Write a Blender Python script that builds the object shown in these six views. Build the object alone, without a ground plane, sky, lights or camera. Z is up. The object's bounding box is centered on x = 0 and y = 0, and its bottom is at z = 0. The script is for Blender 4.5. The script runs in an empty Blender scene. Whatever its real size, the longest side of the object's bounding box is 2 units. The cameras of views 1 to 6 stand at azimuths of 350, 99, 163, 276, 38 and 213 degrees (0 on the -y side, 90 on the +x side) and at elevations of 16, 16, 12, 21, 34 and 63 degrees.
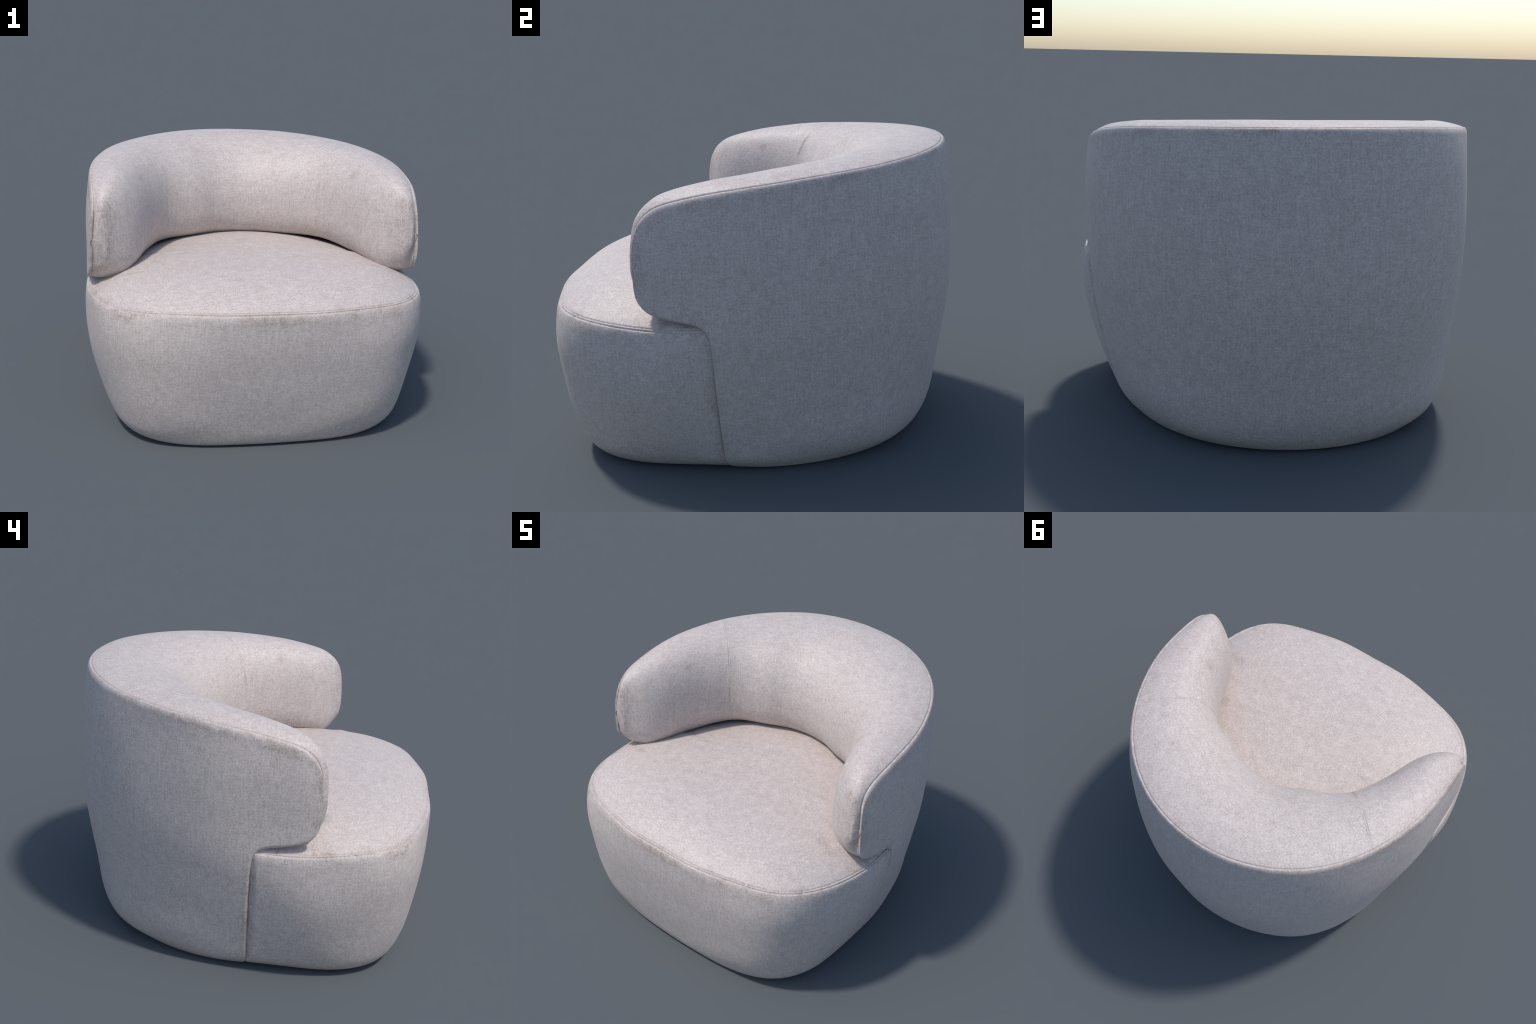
"""Upholstered tub armchair: a wrap-around back with two arms over a rounded seat base."""
import bpy, math
import numpy as np

# ------------------------------------------------------------------ helpers
def spline(K, V, x):
    """natural cubic spline through (K, V); V may have several columns"""
    K = np.asarray(K, float); V = np.asarray(V, float); x = np.asarray(x, float)
    n = len(K); h = np.diff(K)
    A = np.eye(n); B = np.zeros((n,) + V.shape[1:])
    s = np.diff(V, axis=0) / h.reshape((-1,) + (1,) * (V.ndim - 1))
    for i in range(1, n - 1):
        A[i, i - 1:i + 2] = h[i - 1], 2 * (h[i - 1] + h[i]), h[i]
        B[i] = 6 * (s[i] - s[i - 1])
    M = np.linalg.solve(A, B)
    i = np.clip(np.searchsorted(K, x) - 1, 0, n - 2)
    ex = (slice(None),) * x.ndim + (None,) * (V.ndim - 1)
    hh = h[i]
    a = (K[i + 1] - x) / hh; b = (x - K[i]) / hh
    c = ((a ** 3 - a) * hh ** 2 / 6)[ex]; d = ((b ** 3 - b) * hh ** 2 / 6)[ex]
    return a[ex] * V[i] + b[ex] * V[i + 1] + c * M[i] + d * M[i + 1]

def mono(K, V, x):
    """monotone (PCHIP-like) interpolation, no overshoot"""
    K = np.asarray(K, float); V = np.asarray(V, float); x = np.asarray(x, float)
    h = np.diff(K); d = np.diff(V) / h
    m = np.zeros(len(K)); m[0], m[-1] = d[0], d[-1]
    for i in range(1, len(K) - 1):
        if d[i - 1] * d[i] > 0:
            w1, w2 = 2 * h[i] + h[i - 1], h[i] + 2 * h[i - 1]
            m[i] = (w1 + w2) / (w1 / d[i - 1] + w2 / d[i])
    i = np.clip(np.searchsorted(K, x) - 1, 0, len(K) - 2)
    t = np.clip((x - K[i]) / h[i], 0, 1)
    return ((2 * t ** 3 - 3 * t ** 2 + 1) * V[i] + (t ** 3 - 2 * t ** 2 + t) * h[i] * m[i]
            + (-2 * t ** 3 + 3 * t ** 2) * V[i + 1] + (t ** 3 - t ** 2) * h[i] * m[i + 1])

def smooth(a, b, x):
    t = np.clip((x - a) / (b - a), 0, 1)
    return t * t * (3 - 2 * t)

# ------------------------------------------------------------------ the outer form
# Plan radius at twelve directions (degrees from the front, symmetric), one row per height.
DIR = np.array([0, 14, 28, 40, 52, 65, 80, 97, 115, 137, 160, 180.])
RINGS = [
    (0.00, [.866, .886, .940, .962, .922, .832, .757, .750, .760, .780, .801, .808]),
    (0.05, [.890, .911, .967, 1.010, .977, .885, .818, .802, .803, .842, .850, .848]),
    (0.13, [.914, .938, 1.005, 1.051, 1.020, .936, .861, .836, .850, .889, .893, .889]),
    (0.28, [.949, .973, 1.043, 1.094, 1.062, .993, .907, .868, .878, .912, .922, .922]),
    (0.45, [.976, 1.002, 1.069, 1.122, 1.100, 1.036, .945, .901, .902, .930, .951, .951]),
    (0.60, [.994, 1.019, 1.080, 1.139, 1.120, 1.045, .966, .927, .923, .950, .976, .977]),
    (0.76, [.997, 1.022, 1.066, 1.122, 1.110, 1.042, .974, .947, .940, .967, .993, .995]),
    (0.95, [.992, 1.015, 1.040, 1.070, 1.068, 1.034, .972, .952, .943, .977, .998, 1.000]),
    (1.15, [.985, 1.005, 1.020, 1.030, 1.040, 1.022, .970, .949, .938, .975, .992, .996]),
    (1.30, [.980, .995, 1.000, 1.000, 1.000, 1.000, .957, .936, .928, .966, .982, .984]),
    (1.46, [.970, .980, .980, .975, .970, .970, .937, .919, .921, .942, .963, .966]),
]
_Z = np.array([r[0] for r in RINGS])
_dir = np.concatenate([-DIR[3:0:-1], DIR, 360 - DIR[-2:-5:-1]])
_rad = np.array([r[1] for r in RINGS])
_rad = np.concatenate([_rad[:, 3:0:-1], _rad, _rad[:, -2:-5:-1]], axis=1)
_fine = np.arange(0, 180.01, 1.0)
_table = spline(_Z, spline(_dir, _rad.T, _fine).T, np.linspace(0, 1.5, 301))

def hull(deg, z):
    """radius of the upholstered body at a direction and height"""
    d = np.clip(np.abs(deg), 0, 180); zz = np.clip(z, 0, 1.5) / 1.5 * 300
    i = np.clip(d.astype(int), 0, 179); j = np.clip(zz.astype(int), 0, 299)
    a = d - i; b = zz - j
    return ((_table[j, i] * (1 - a) + _table[j, i + 1] * a) * (1 - b)
            + (_table[j + 1, i] * (1 - a) + _table[j + 1, i + 1] * a) * b)

def polar(deg, r, z):
    f = np.radians(deg)
    return np.stack([r * np.sin(f), -r * np.cos(f), z + 0 * r], -1)

# ------------------------------------------------------------------ curves of the back shell
# lower edge: from the nose of the arm, under the arm, round the notch, down to the floor, round to the back
LOW = np.array([  # u, direction, height
    (0.000, 66.05, 1.060), (0.020, 66.10, 0.985), (0.045, 66.40, 0.915), (0.070, 67.35, 0.876),
    (0.100, 69.30, 0.842), (0.140, 72.40, 0.820), (0.190, 76.60, 0.805), (0.230, 80.00, 0.794),
    (0.260, 82.40, 0.778), (0.285, 83.95, 0.750), (0.310, 84.75, 0.705), (0.345, 85.12, 0.620),
    (0.430, 85.20, 0.320), (0.510, 85.20, 0.060), (0.540, 86.2, 0.006), (0.570, 89.0, 0.000),
    (0.700, 114.0, 0.0), (0.850, 147.0, 0.0), (1.000, 180.0, 0.0)])
# upper edge: the seam that runs up the nose and round the top
TOP = np.array([
    (0.000, 66.05, 1.060), (0.020, 66.10, 1.140), (0.045, 66.45, 1.205), (0.070, 67.30, 1.250),
    (0.100, 69.10, 1.290), (0.140, 72.60, 1.327), (0.190, 78.00, 1.353), (0.260, 86.20, 1.380),
    (0.345, 97.0, 1.404), (0.430, 109.0, 1.424), (0.500, 119.7, 1.438), (0.570, 129.0, 1.447),
    (0.700, 145.0, 1.460), (0.850, 163.0, 1.470), (1.000, 180.0, 1.472)])
# pad keyed by the seam direction: inner face in plan (x, y), height of the lower edge, swell of the crown, roll exponent
PAD = np.array([
    (66.05, .906, -.431, 1.060, .000, 2.37), (66.12, .893, -.437, .935, .008, 2.38), (66.45, .862, -.436, .862, .019, 2.40),
    (67.3, .825, -.416, .826, .028, 2.42), (69.1, .770, -.387, .813, .028, 2.43), (72.6, .704, -.337, .818, .031, 2.40),
    (78.0, .642, -.243, .838, .034, 2.38), (86.2, .600, -.130, .852, .033, 2.36), (97.0, .556, -.020, .860, .029, 2.34),
    (109.0, .512, .066, .872, .026, 2.33), (119.7, .464, .141, .880, .021, 2.35), (129.0, .394, .194, .885, .020, 2.30),
    (145.0, .254, .241, .887, .020, 2.23), (163.0, .123, .302, .884, .019, 2.08), (180.0, .0, .324, .881, .019, 2.04)])
SEAM_U = 0.500           # stitched cross seam between arm and back pad

def stations():
    u = 1 - np.cos(np.linspace(0, np.pi / 2, 60))           # dense at the nose
    u = np.concatenate([u * .06, np.linspace(.06, .235, 46), np.linspace(.235, .36, 40),
                        np.linspace(.36, .5, 30), np.linspace(.5, .58, 34), np.linspace(.58, 1, 90)])
    u = np.concatenate([u, SEAM_U + np.linspace(-.016, .016, 33)])
    u = np.unique(np.round(u, 5))
    return u

SEAM_IN = 0.017          # the seam lies this far inside the outer form

def shell_loops(u):
    lo_d, lo_z = mono(LOW[:, 0], LOW[:, 1], u), mono(LOW[:, 0], LOW[:, 2], u)
    to_d, to_z = mono(TOP[:, 0], TOP[:, 1], u), mono(TOP[:, 0], TOP[:, 2], u)
    n = len(u)
    # --- outer panel: a bent grid line from the lower edge to the seam
    t = np.concatenate([.06 * np.linspace(0, 1, 14) ** 1.6, np.linspace(.06, .94, 54)[1:-1], 1 - .06 * np.linspace(1, 0, 14) ** 1.6])
    a = mono([0, .2, .27, .36, .5, .57, 1], [.5, .5, .8, .85, .6, .5, .5], u)
    b = mono([0, .2, .27, .36, .5, .57, 1], [.5, .5, .15, .1, .35, .5, .5], u)
    md, mz = lo_d + (to_d - lo_d) * a, lo_z + (to_z - lo_z) * b
    T = t[None]
    D = (1 - T) ** 2 * lo_d[:, None] + 2 * T * (1 - T) * md[:, None] + T ** 2 * to_d[:, None]
    Z = (1 - T) ** 2 * lo_z[:, None] + 2 * T * (1 - T) * mz[:, None] + T ** 2 * to_z[:, None]
    R = hull(D, Z)
    P = polar(D, R, Z)
    seg = np.linalg.norm(np.diff(P, axis=1), axis=2)
    e0 = np.concatenate([np.zeros((n, 1)), np.cumsum(seg, 1)], 1)
    e1 = e0[:, -1:] - e0
    rad_lo = .022 * np.clip(e0[:, -1:] / .12, 0, 1)
    rad_hi = .034
    k = np.clip(1 - e0 / np.maximum(rad_lo, 1e-5), 0, 1); R = R - rad_lo * (1 - np.sqrt(1 - k * k)) * .9
    k = np.clip(1 - e1 / rad_hi, 0, 1); R = R - SEAM_IN * (1 - np.sqrt(1 - k * k))
    outer = polar(D, R, Z)
    # --- pad: crown, rolled inner face, rounded lower edge
    O = outer[:, -1]
    px, py, pz, pc, pe = (mono(PAD[:, 0], PAD[:, j], to_d) for j in (1, 2, 3, 4, 5))
    off = np.linspace(-1, 1, 21); wt = np.exp(-(off * 2) ** 2); wt /= wt.sum()      # one even sweep round the bend
    dd = to_d[:, None] + off[None] * (9 * smooth(76, 104, to_d))[:, None]
    sg = np.where(dd > 180, -1., 1.); dd = np.where(dd > 180, 360 - dd, dd)
    px = (mono(PAD[:, 0], PAD[:, 1], dd) * sg * wt).sum(1); py = (mono(PAD[:, 0], PAD[:, 2], dd) * wt).sum(1)
    I = np.stack([px, py], 1)
    dv = I - O[:, :2]; W = np.linalg.norm(dv, axis=1); dv = dv / np.maximum(W, 1e-6)[:, None]
    dv[W < 1e-4] = 0
    W = W[:, None]
    nose = 1 - smooth(.12, .24, W)                    # at the arm front the pad closes straight onto the lower edge
    zo = O[:, 2:3]; zb = pz[:, None] * (1 - nose) + lo_z[:, None] * nose
    dc = np.minimum(.15, .33 * W); cr = pc[:, None] + 0 * W
    zm = zb + (zo - zb) * .36
    s = np.concatenate([.25 * np.linspace(0, 1, 10)[1:] ** 1.4, np.linspace(.25, 1, 9)[1:]])[None]
    d1 = dc * s; z1 = zo + cr * (1 - (1 - s) ** 2)
    q = np.linspace(0, np.pi / 2, 42)[None, 1:]
    ex = 2 / pe[:, None]
    d2 = dc + (W - dc) * np.sin(q) ** ex; z2 = zm + (zo + cr - zm) * np.cos(q) ** ex
    q = np.linspace(0, np.pi / 2, 22)[None, 1:]
    ex = 2 / 2.3
    und = np.minimum(.125 + .08 * nose, W)
    d3 = W - und * (1 - np.cos(q) ** ex); z3 = zb + (zm - zb) * (1 - np.sin(q) ** ex)
    dd = np.concatenate([d1, d2, d3], 1); zz = np.concatenate([z1, z2, z3], 1)
    pad = np.concatenate([O[:, None, :2] + dv[:, None] * dd[..., None], zz[..., None]], 2)
    # --- hidden underside back to the lower edge
    L = outer[:, 0]; dirL = -L[:, :2] / np.linalg.norm(L[:, :2], axis=1)[:, None]
    depth = .07 * smooth(.15, .32, W[:, 0])
    E = L.copy(); E[:, :2] += dirL * depth[:, None]; E[:, 2] += .002 * smooth(.15, .32, W[:, 0])
    w = smooth(.30, .36, u)[:, None]
    Kp = pad[:, -1].copy()
    far = polar(to_d, hull(to_d, np.full(n, .8)) - .13, np.full(n, .86))
    far[:, 2] = pz
    Kp = Kp * (1 - w) + far * w
    Km = (Kp + E) / 2
    B = pad[:, -1]
    q = np.linspace(0, 1, 6)[1:, None, None]
    h1 = B + (Kp - B) * q; h2 = Kp + (E - Kp) * q; h3 = E + (L - E) * q[:-1]
    hid = np.concatenate([h1, h2, h3], 0).transpose(1, 0, 2)
    return outer, pad, hid

# ------------------------------------------------------------------ mesh output with shared normals
def vertex_normals(V, F):
    q = V[F]
    fn = np.cross(q[:, 2] - q[:, 0], q[:, 3] - q[:, 1])
    N = np.zeros_like(V)
    for k in range(4):
        np.add.at(N, F[:, k], fn)
    return N / np.maximum(np.linalg.norm(N, axis=1), 1e-12)[:, None]

def make_object(name, V, N, F, mat, parent):
    used, inv = np.unique(F, return_inverse=True)
    F = inv.reshape(F.shape)
    faces = []
    for f in F:
        g = [int(f[0])]
        for x in f[1:]:
            if int(x) != g[-1]:
                g.append(int(x))
        if g[0] == g[-1]:
            g.pop()
        if len(set(g)) == len(g) and len(g) > 2:
            faces.append(g)
    me = bpy.data.meshes.new(name)
    me.from_pydata(V[used].tolist(), [], faces)
    me.polygons.foreach_set("use_smooth", [True] * len(me.polygons))
    me.update()
    me.normals_split_custom_set_from_vertices(N[used].tolist())
    me.materials.append(mat)
    o = bpy.data.objects.new(name, me)
    bpy.context.scene.collection.objects.link(o)
    o.parent = parent
    return o

def pulse(x, w):
    return np.exp(-(x / w) ** 2)

def fbm(P, seed, freq, octaves=3):
    """cheap smooth pseudo-noise from summed sines, for soft cloth unevenness"""
    rng = np.random.default_rng(seed); out = np.zeros(len(P)); amp = 1.
    for o in range(octaves):
        for k in range(5):
            d = rng.normal(size=3); d *= freq / np.linalg.norm(d)
            out += amp * np.sin(P @ d + rng.uniform(0, 6.28)) / 3
        freq *= 1.9; amp *= .5
    return out

# ------------------------------------------------------------------ materials
def fabric(name, kind):
    m = bpy.data.materials.new(name); m.use_nodes = True
    nt = m.node_tree; nd = nt.nodes; ln = nt.links
    nd.clear()
    def node(t, **kw):
        n = nd.new(t)
        for k, v in kw.items():
            setattr(n, k, v)
        return n
    def link(a, b): ln.new(a, b)
    def val(n, k, v): n.inputs[k].default_value = v
    def math_(op, a, b=None, clamp=False):
        n = node("ShaderNodeMath", operation=op); n.use_clamp = clamp
        for i, x in enumerate((a, b)):
            if x is None: continue
            if isinstance(x, (int, float)): n.inputs[i].default_value = x
            else: link(x, n.inputs[i])
        return n.outputs[0]
    def ramp(x, lo, hi, a=0., b=1.):
        n = node("ShaderNodeMapRange"); n.interpolation_type = 'SMOOTHSTEP'
        link(x, n.inputs[0])
        for i, v in enumerate((lo, hi, a, b)): n.inputs[i + 1].default_value = v
        return n.outputs[0]
    def mix(f, a, b):
        n = node("ShaderNodeMix", data_type='RGBA')
        if isinstance(f, float): n.inputs[0].default_value = f
        else: link(f, n.inputs[0])
        for i, x in ((6, a), (7, b)):
            if isinstance(x, tuple): n.inputs[i].default_value = (*x, 1)
            else: link(x, n.inputs[i])
        return n.outputs[2]
    tc = node("ShaderNodeTexCoord"); P = tc.outputs["Object"]
    def noise(scale, detail=3., rough=.55, stretch=(1, 1, 1), off=0.):
        mp = node("ShaderNodeMapping"); link(P, mp.inputs[0]); val(mp, "Scale", stretch); val(mp, "Location", (off, off * .7, off * 1.3))
        n = node("ShaderNodeTexNoise"); link(mp.outputs[0], n.inputs["Vector"])
        val(n, "Scale", scale); val(n, "Detail", detail); val(n, "Roughness", rough)
        return n.outputs["Fac"]
    out = node("ShaderNodeOutputMaterial"); bs = node("ShaderNodeBsdfPrincipled")
    link(bs.outputs[0], out.inputs[0])
    # melange yarn: fine fleck, crossing threads, soft larger clouds
    fleck = noise(125, 3., .65)
    warp = noise(105, 2., .6, (1, 1, .09), 3.)
    weft = noise(120, 2., .6, (.16, .16, 1.3), 7.)
    cloud = noise(24, 4., .7, off=11.)
    yarn = math_('ADD', math_('MULTIPLY', fleck, .60), math_('ADD', math_('MULTIPLY', warp, .22), math_('MULTIPLY', weft, .18)))
    yarn = math_('ADD', yarn, math_('MULTIPLY', math_('SUBTRACT', cloud, .5), .20))
    light, dark = LIGHT, DARK
    col = mix(ramp(yarn, .29, .71), dark, light)
    # scattered brownish smudges
    smudge = math_('MULTIPLY', ramp(noise(4.2, 5., .62, off=21.), .60, .76), ramp(noise(38, 3., .6, off=5.), .38, .62))
    col = mix(math_('MULTIPLY', smudge, .22), col, WEAR)
    # rubbed, soiled cloth along the seams
    sep = node("ShaderNodeSeparateXYZ"); link(P, sep.inputs[0]); X, Y, Z = sep.outputs
    patch = math_('MULTIPLY', ramp(noise(9, 4., .65, off=31.), .40, .66), ramp(noise(60, 3., .6, off=2.), .30, .58))
    if kind == 'pad':
        band = ramp(Y, -.42, -.375, .8, 0.)
        far = math_('MULTIPLY', band, 1.)
    elif kind == 'base':
        band = ramp(math_('ABSOLUTE', math_('SUBTRACT', Z, .768)), .012, .05, 1., 0.)
        far = math_('MULTIPLY', ramp(math_('ABSOLUTE', math_('ADD', Y, .08)), .01, .055, .9, 0.), ramp(Z, .70, .76, 1., 0.))
    else:
        # height of the top seam as a function of depth
        zt = math_('SUBTRACT', 1.40, math_('MULTIPLY', math_('POWER', math_('ABSOLUTE', math_('SUBTRACT', .95, Y)), 3.), .046))
        zt = math_('ADD', zt, math_('MULTIPLY', math_('ADD', Y, .1), .072))
        band = ramp(math_('ABSOLUTE', math_('SUBTRACT', Z, zt)), .015, .055, .9, 0.)
        edge = math_('ADD', Y, .08)
        far = math_('MULTIPLY', ramp(math_('ABSOLUTE', edge), .01, .05, .9, 0.), ramp(Z, .72, .80, 1., 0.))
        nose = ramp(Y, -.395, -.345, .9, 0.)
        under = math_('MULTIPLY', ramp(Z, .80, .86, .8, 0.), ramp(Y, -.14, -.09, 1., 0.))
        far = math_('MAXIMUM', far, math_('MAXIMUM', nose, under))
    if kind != 'back':
        # a rubbed spot on each arm, a soiled pucker on the seat beside it
        spot = (.632, -.058, 1.347) if kind == 'pad' else (.70, -.415, .875)
        cx = node("ShaderNodeCombineXYZ"); link(math_('ABSOLUTE', X), cx.inputs[0]); link(Y, cx.inputs[1]); link(Z, cx.inputs[2])
        vd = node("ShaderNodeVectorMath", operation='DISTANCE'); link(cx.outputs[0], vd.inputs[0]); vd.inputs[1].default_value = spot
        dot = math_('MULTIPLY', ramp(vd.outputs["Value"], .0, .065, 1., 0.), ramp(noise(45, 3., .6, off=61.), .36, .60))
        col = mix(math_('MULTIPLY', dot, .42), col, WEAR)
    worn = math_('MULTIPLY', math_('MAXIMUM', band, far), patch)
    col = mix(math_('MULTIPLY', worn, math_('ADD', .28, math_('MULTIPLY', ramp(yarn, .40, .60, 1., 0.), .54))), col, WEAR)
    if kind == 'pad':
        # darker broken lines along the two stitched rows across the pad (same plane as the cross seam)
        ax = math_('ABSOLUTE', X)
        d = math_('ADD', math_('MULTIPLY', math_('SUBTRACT', ax, .783), .6993), math_('MULTIPLY', math_('SUBTRACT', Y, .451), -.7148))
        row = ramp(math_('ABSOLUTE', math_('SUBTRACT', math_('ABSOLUTE', d), .0065)), .0008, .003, 1., 0.)
        row = math_('MULTIPLY', row, math_('MULTIPLY', ramp(noise(6, 2., .5, off=51.), .40, .62, .25, 1.), ramp(Z, .95, 1.05)))
        col = mix(math_('MULTIPLY', row, .30), col, SEAM)
    link(col, bs.inputs["Base Color"])
    val(bs, "Roughness", .54); val(bs, "Specular IOR Level", .45)
    val(bs, "Sheen Weight", .04); val(bs, "Sheen Roughness", .5)
    bp = node("ShaderNodeBump"); val(bp, "Strength", .35); val(bp, "Distance", .004)
    link(yarn, bp.inputs["Height"]); link(bp.outputs[0], bs.inputs["Normal"])
    return m

LIGHT = (.645, .572, .540)
DARK = (.395, .328, .292)
WEAR = (.30, .22, .172)
SEAM = (.24, .205, .19)

# ------------------------------------------------------------------ build
root = bpy.data.objects.new("armchair", None)
bpy.context.scene.collection.objects.link(root)
root["label"] = "round upholstered tub armchair in pale greige woven fabric"
root["category"] = "armchair"

cloth_back = fabric("greige_cloth_back", 'back')
cloth_pad = fabric("greige_cloth_pad", 'pad')
cloth_seat = fabric("greige_cloth_seat", 'base')

# --- back shell: right half, mirrored
u = stations()
outer, pad, hid = shell_loops(u)
half = np.concatenate([outer, pad, hid], 1)
no, npd = outer.shape[1], pad.shape[1]
m = half.shape[1]
left = half[::-1][1:] * np.array([-1, 1, 1])
grid = np.concatenate([half, left], 0)
uu = np.concatenate([u, u[::-1][1:]])
side = np.concatenate([np.ones(len(u)), -np.ones(len(u) - 1)])
ns = len(grid)
V = grid.reshape(-1, 3)
i, j = np.meshgrid(np.arange(ns - 1), np.arange(m), indexing='ij')
F = np.stack([i * m + j, i * m + (j + 1) % m, (i + 1) * m + (j + 1) % m, (i + 1) * m + j], -1).reshape(-1, 4)
fi, fj = i.ravel(), j.ravel()
N = vertex_normals(V, F)
cen = V - np.array([0, 0, .8])
if np.sum(np.einsum('ij,ij->i', N, np.concatenate([cen[:, :2], 0 * cen[:, 2:]], 1)).reshape(ns, m)[:, 5:no - 5]) < 0:
    F = F[:, ::-1]; N = -N
# stitched seams: a groove along the rim, a twin groove across the pad at each arm
cols = grid
rim = np.zeros((ns, m))
seg = np.linalg.norm(np.diff(grid[:, :no + npd], axis=1), axis=2)
arc = np.concatenate([np.zeros((ns, 1)), np.cumsum(seg, 1)], 1)
arc -= arc[:, no - 1:no]
fade = smooth(.0, .0006, uu)[:, None]
rim[:, :no + npd] += -.005 * pulse(arc, .0034) * fade
loop = np.concatenate([np.zeros((ns, 1)), np.cumsum(np.linalg.norm(np.diff(np.concatenate([grid, grid[:, :1]], 1), axis=1), axis=2), 1)], 1)
to_low = np.minimum(loop[:, :-1], loop[:, -1:] - loop[:, :-1])
rim = np.minimum(rim, -.005 * pulse(to_low, .0034) * fade * (1 - smooth(.07, .11, uu))[:, None])
ku = (uu - SEAM_U)[:, None] * np.linalg.norm(grid[np.abs(uu - SEAM_U - .016) < 1e-4][:1, no - 1] - grid[np.abs(uu - SEAM_U + .016) < 1e-4][:1, no - 1], axis=1)[0] / .032
arcp = arc[:, no:no + npd]
broken = .55 + .45 * np.sin(arcp * 23 + side[:, None] * 1.7)
run = broken * smooth(.0, .02, arcp) * (1 - smooth(.78, .95, np.arange(npd) / npd))[None]
rim[:, no:no + npd] += (-.0026 * (pulse(ku - .0065, .0032) + pulse(ku + .0065, .0032))) * run
V = V + N * rim.reshape(-1, 1)
# soft unevenness of the stuffing
soft = np.zeros((ns, m)); soft[:, 4:no + npd - 4] = 1
V = V + N * (soft.reshape(-1, 1) * (.0016 * fbm(V * [1, 1, 1], 5, 7.)[:, None]))
N = vertex_normals(V, F)
mid = .5 * (uu[fi] + uu[fi + 1])
fside = side[fi + 0]; fside = np.where(fi >= len(u) - 1, -1, 1)
is_out = (fj < no - 1) | (fj >= no + npd + 4)
is_arm = ~is_out & (mid < SEAM_U)
make_object("outer_shell", V, N, F[is_out], cloth_back, root)
make_object("back_pad", V, N, F[~is_out & ~is_arm], cloth_pad, root)
make_object("armrest", V, N, F[is_arm & (fside > 0)], cloth_pad, root)
make_object("armrest", V, N, F[is_arm & (fside < 0)], cloth_pad, root)

# --- base and seat cushion: rings around the vertical axis
deg = np.concatenate([np.linspace(0, 80, 110), np.linspace(80, 88, 50)[1:], np.linspace(88, 180, 70)[1:]])
SEAT_SEAM = np.array([(0, .792), (28.8, .790), (45, .783), (58.9, .772), (68.6, .763), (80, .762), (90, .765), (130, .79), (180, .80)])
zs = spline(SEAT_SEAM[:, 0], SEAT_SEAM[:, 1], deg)
def tuck(z):
    return .019 * pulse(deg - 85.4, 1.2) * smooth(-.02, .16, z) + .075 * smooth(84.9, 88.5, deg)      # slips inside the shell behind the notch
def ring(z, inset=0.):
    z = np.broadcast_to(z, deg.shape)
    return polar(deg, hull(deg, z) - tuck(z) - inset + .015 * np.exp(-((deg - 73.5) / 9) ** 2 - ((z - .61) / .18) ** 2), z)
rows, dist = [], []
C0 = np.array([0, -.10, 0])
low = ring(.045)
for s in (.02, .5, .8, .92):
    p = ring(0.003) * [s, s, 1]; rows.append(p)
for q in np.linspace(0, np.pi / 2, 7):                                        # rounded foot edge
    k = 1 - math.sin(q)
    rows.append(ring(.002 + .034 * (1 - math.cos(q)), .024 * (1 - math.sin(q))))
for k in np.linspace(0, 1, 40)[1:]:
    z = .036 + (zs - .05 - .036) * k
    rows.append(ring(z))
for k in np.linspace(0, 1, 26)[1:]:                                           # shoulder up to the seam
    z = zs - .05 * (1 - k) ; kk = k
    rows.append(ring(z, .013 * (1 - np.sqrt(1 - kk ** 2.2))))
n_seam = len(rows) - 1
edge = rows[-1]
C = np.array([0, -.20])
H = .145; back = smooth(55, 130, deg); PW = 4.0 - 2.0 * back; QW = .85 + .15 * back + .16 * pulse(deg - 48, 22)
rho = np.concatenate([1 - .05 * np.linspace(0, 1, 26)[1:], np.linspace(.95, 0, 62)[1:]])
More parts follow.
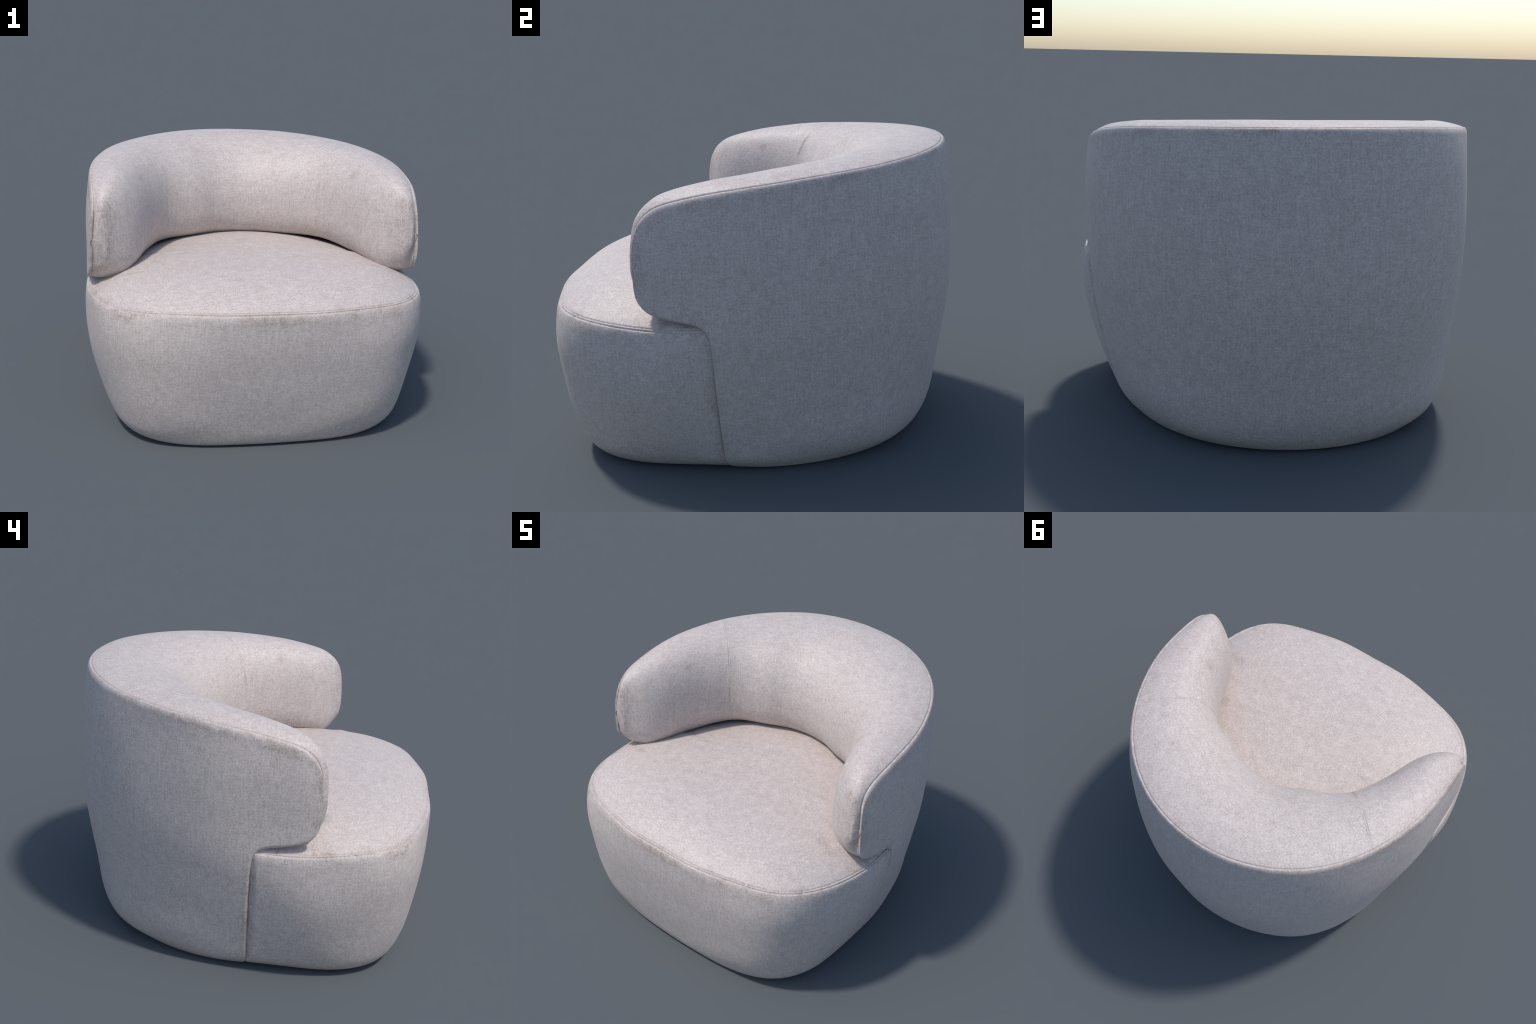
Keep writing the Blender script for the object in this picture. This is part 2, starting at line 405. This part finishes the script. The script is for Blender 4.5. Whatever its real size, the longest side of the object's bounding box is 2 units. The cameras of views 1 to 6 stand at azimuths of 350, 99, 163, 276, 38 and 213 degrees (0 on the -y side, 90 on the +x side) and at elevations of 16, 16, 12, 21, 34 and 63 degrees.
def dome(r):
    xy = C + (edge[:, :2] - C) * r
    z = edge[:, 2] * r ** 2 + .785 * (1 - r ** 2) + H * (1 - r ** PW) ** QW
    return np.concatenate([xy, z[:, None]], 1)
for r in rho:
    rows.append(dome(r))
half = np.array(rows).transpose(1, 0, 2)
m = half.shape[1]
left = half[::-1][1:-1] * np.array([-1, 1, 1])
grid = np.concatenate([half, left], 0); ns = len(grid)
V = grid.reshape(-1, 3)
# small pinch wrinkles on the cushion beside the arms
i, j = np.meshgrid(np.arange(ns), np.arange(m - 1), indexing='ij')
F = np.stack([i * m + j, ((i + 1) % ns) * m + j, ((i + 1) % ns) * m + j + 1, i * m + j + 1], -1).reshape(-1, 4)
fj = j.ravel()
V.reshape(ns, m, 3)[:, -1] = V.reshape(ns, m, 3)[:, -1].mean(0)
F = np.where(F % m == m - 1, m - 1, F)        # one centre vertex
N = vertex_normals(V, F)
if N.reshape(ns, m, 3)[:, -5, 2].mean() < 0:
    F = F[:, ::-1]; N = -N
seg = np.linalg.norm(np.diff(grid, axis=1), axis=2)
arc = np.concatenate([np.zeros((ns, 1)), np.cumsum(seg, 1)], 1); arc -= arc[:, n_seam:n_seam + 1]
g = -.0045 * (pulse(arc, .0036) + pulse(arc - .014, .0036)) + .0022 * pulse(arc - .007, .004)
V = V + N * g.reshape(-1, 1)
soft = np.ones((ns, m)); soft[:, :12] = 0
for sx in (1, -1):                                                            # pinch wrinkle beside each arm
    d = V - np.array([sx * .70, -.415, .87]); on = (np.abs(d[:, 2]) < .1) * soft.reshape(-1)
    a = d[:, 0] * sx * .93 + d[:, 1] * .36; b = -d[:, 0] * sx * .36 + d[:, 1] * .93
    V = V + N * (on * (-.007 * pulse(a, .05) * pulse(b, .014) + .005 * pulse(a, .07) * pulse(b + .045, .03)))[:, None]
V = V + N * (soft.reshape(-1, 1) * .0016 * fbm(V, 9, 6.)[:, None])
N = vertex_normals(V, F)
make_object("seat_cushion", V, N, F[fj >= n_seam], cloth_seat, root)
make_object("base", V, N, F[fj < n_seam], cloth_seat, root)
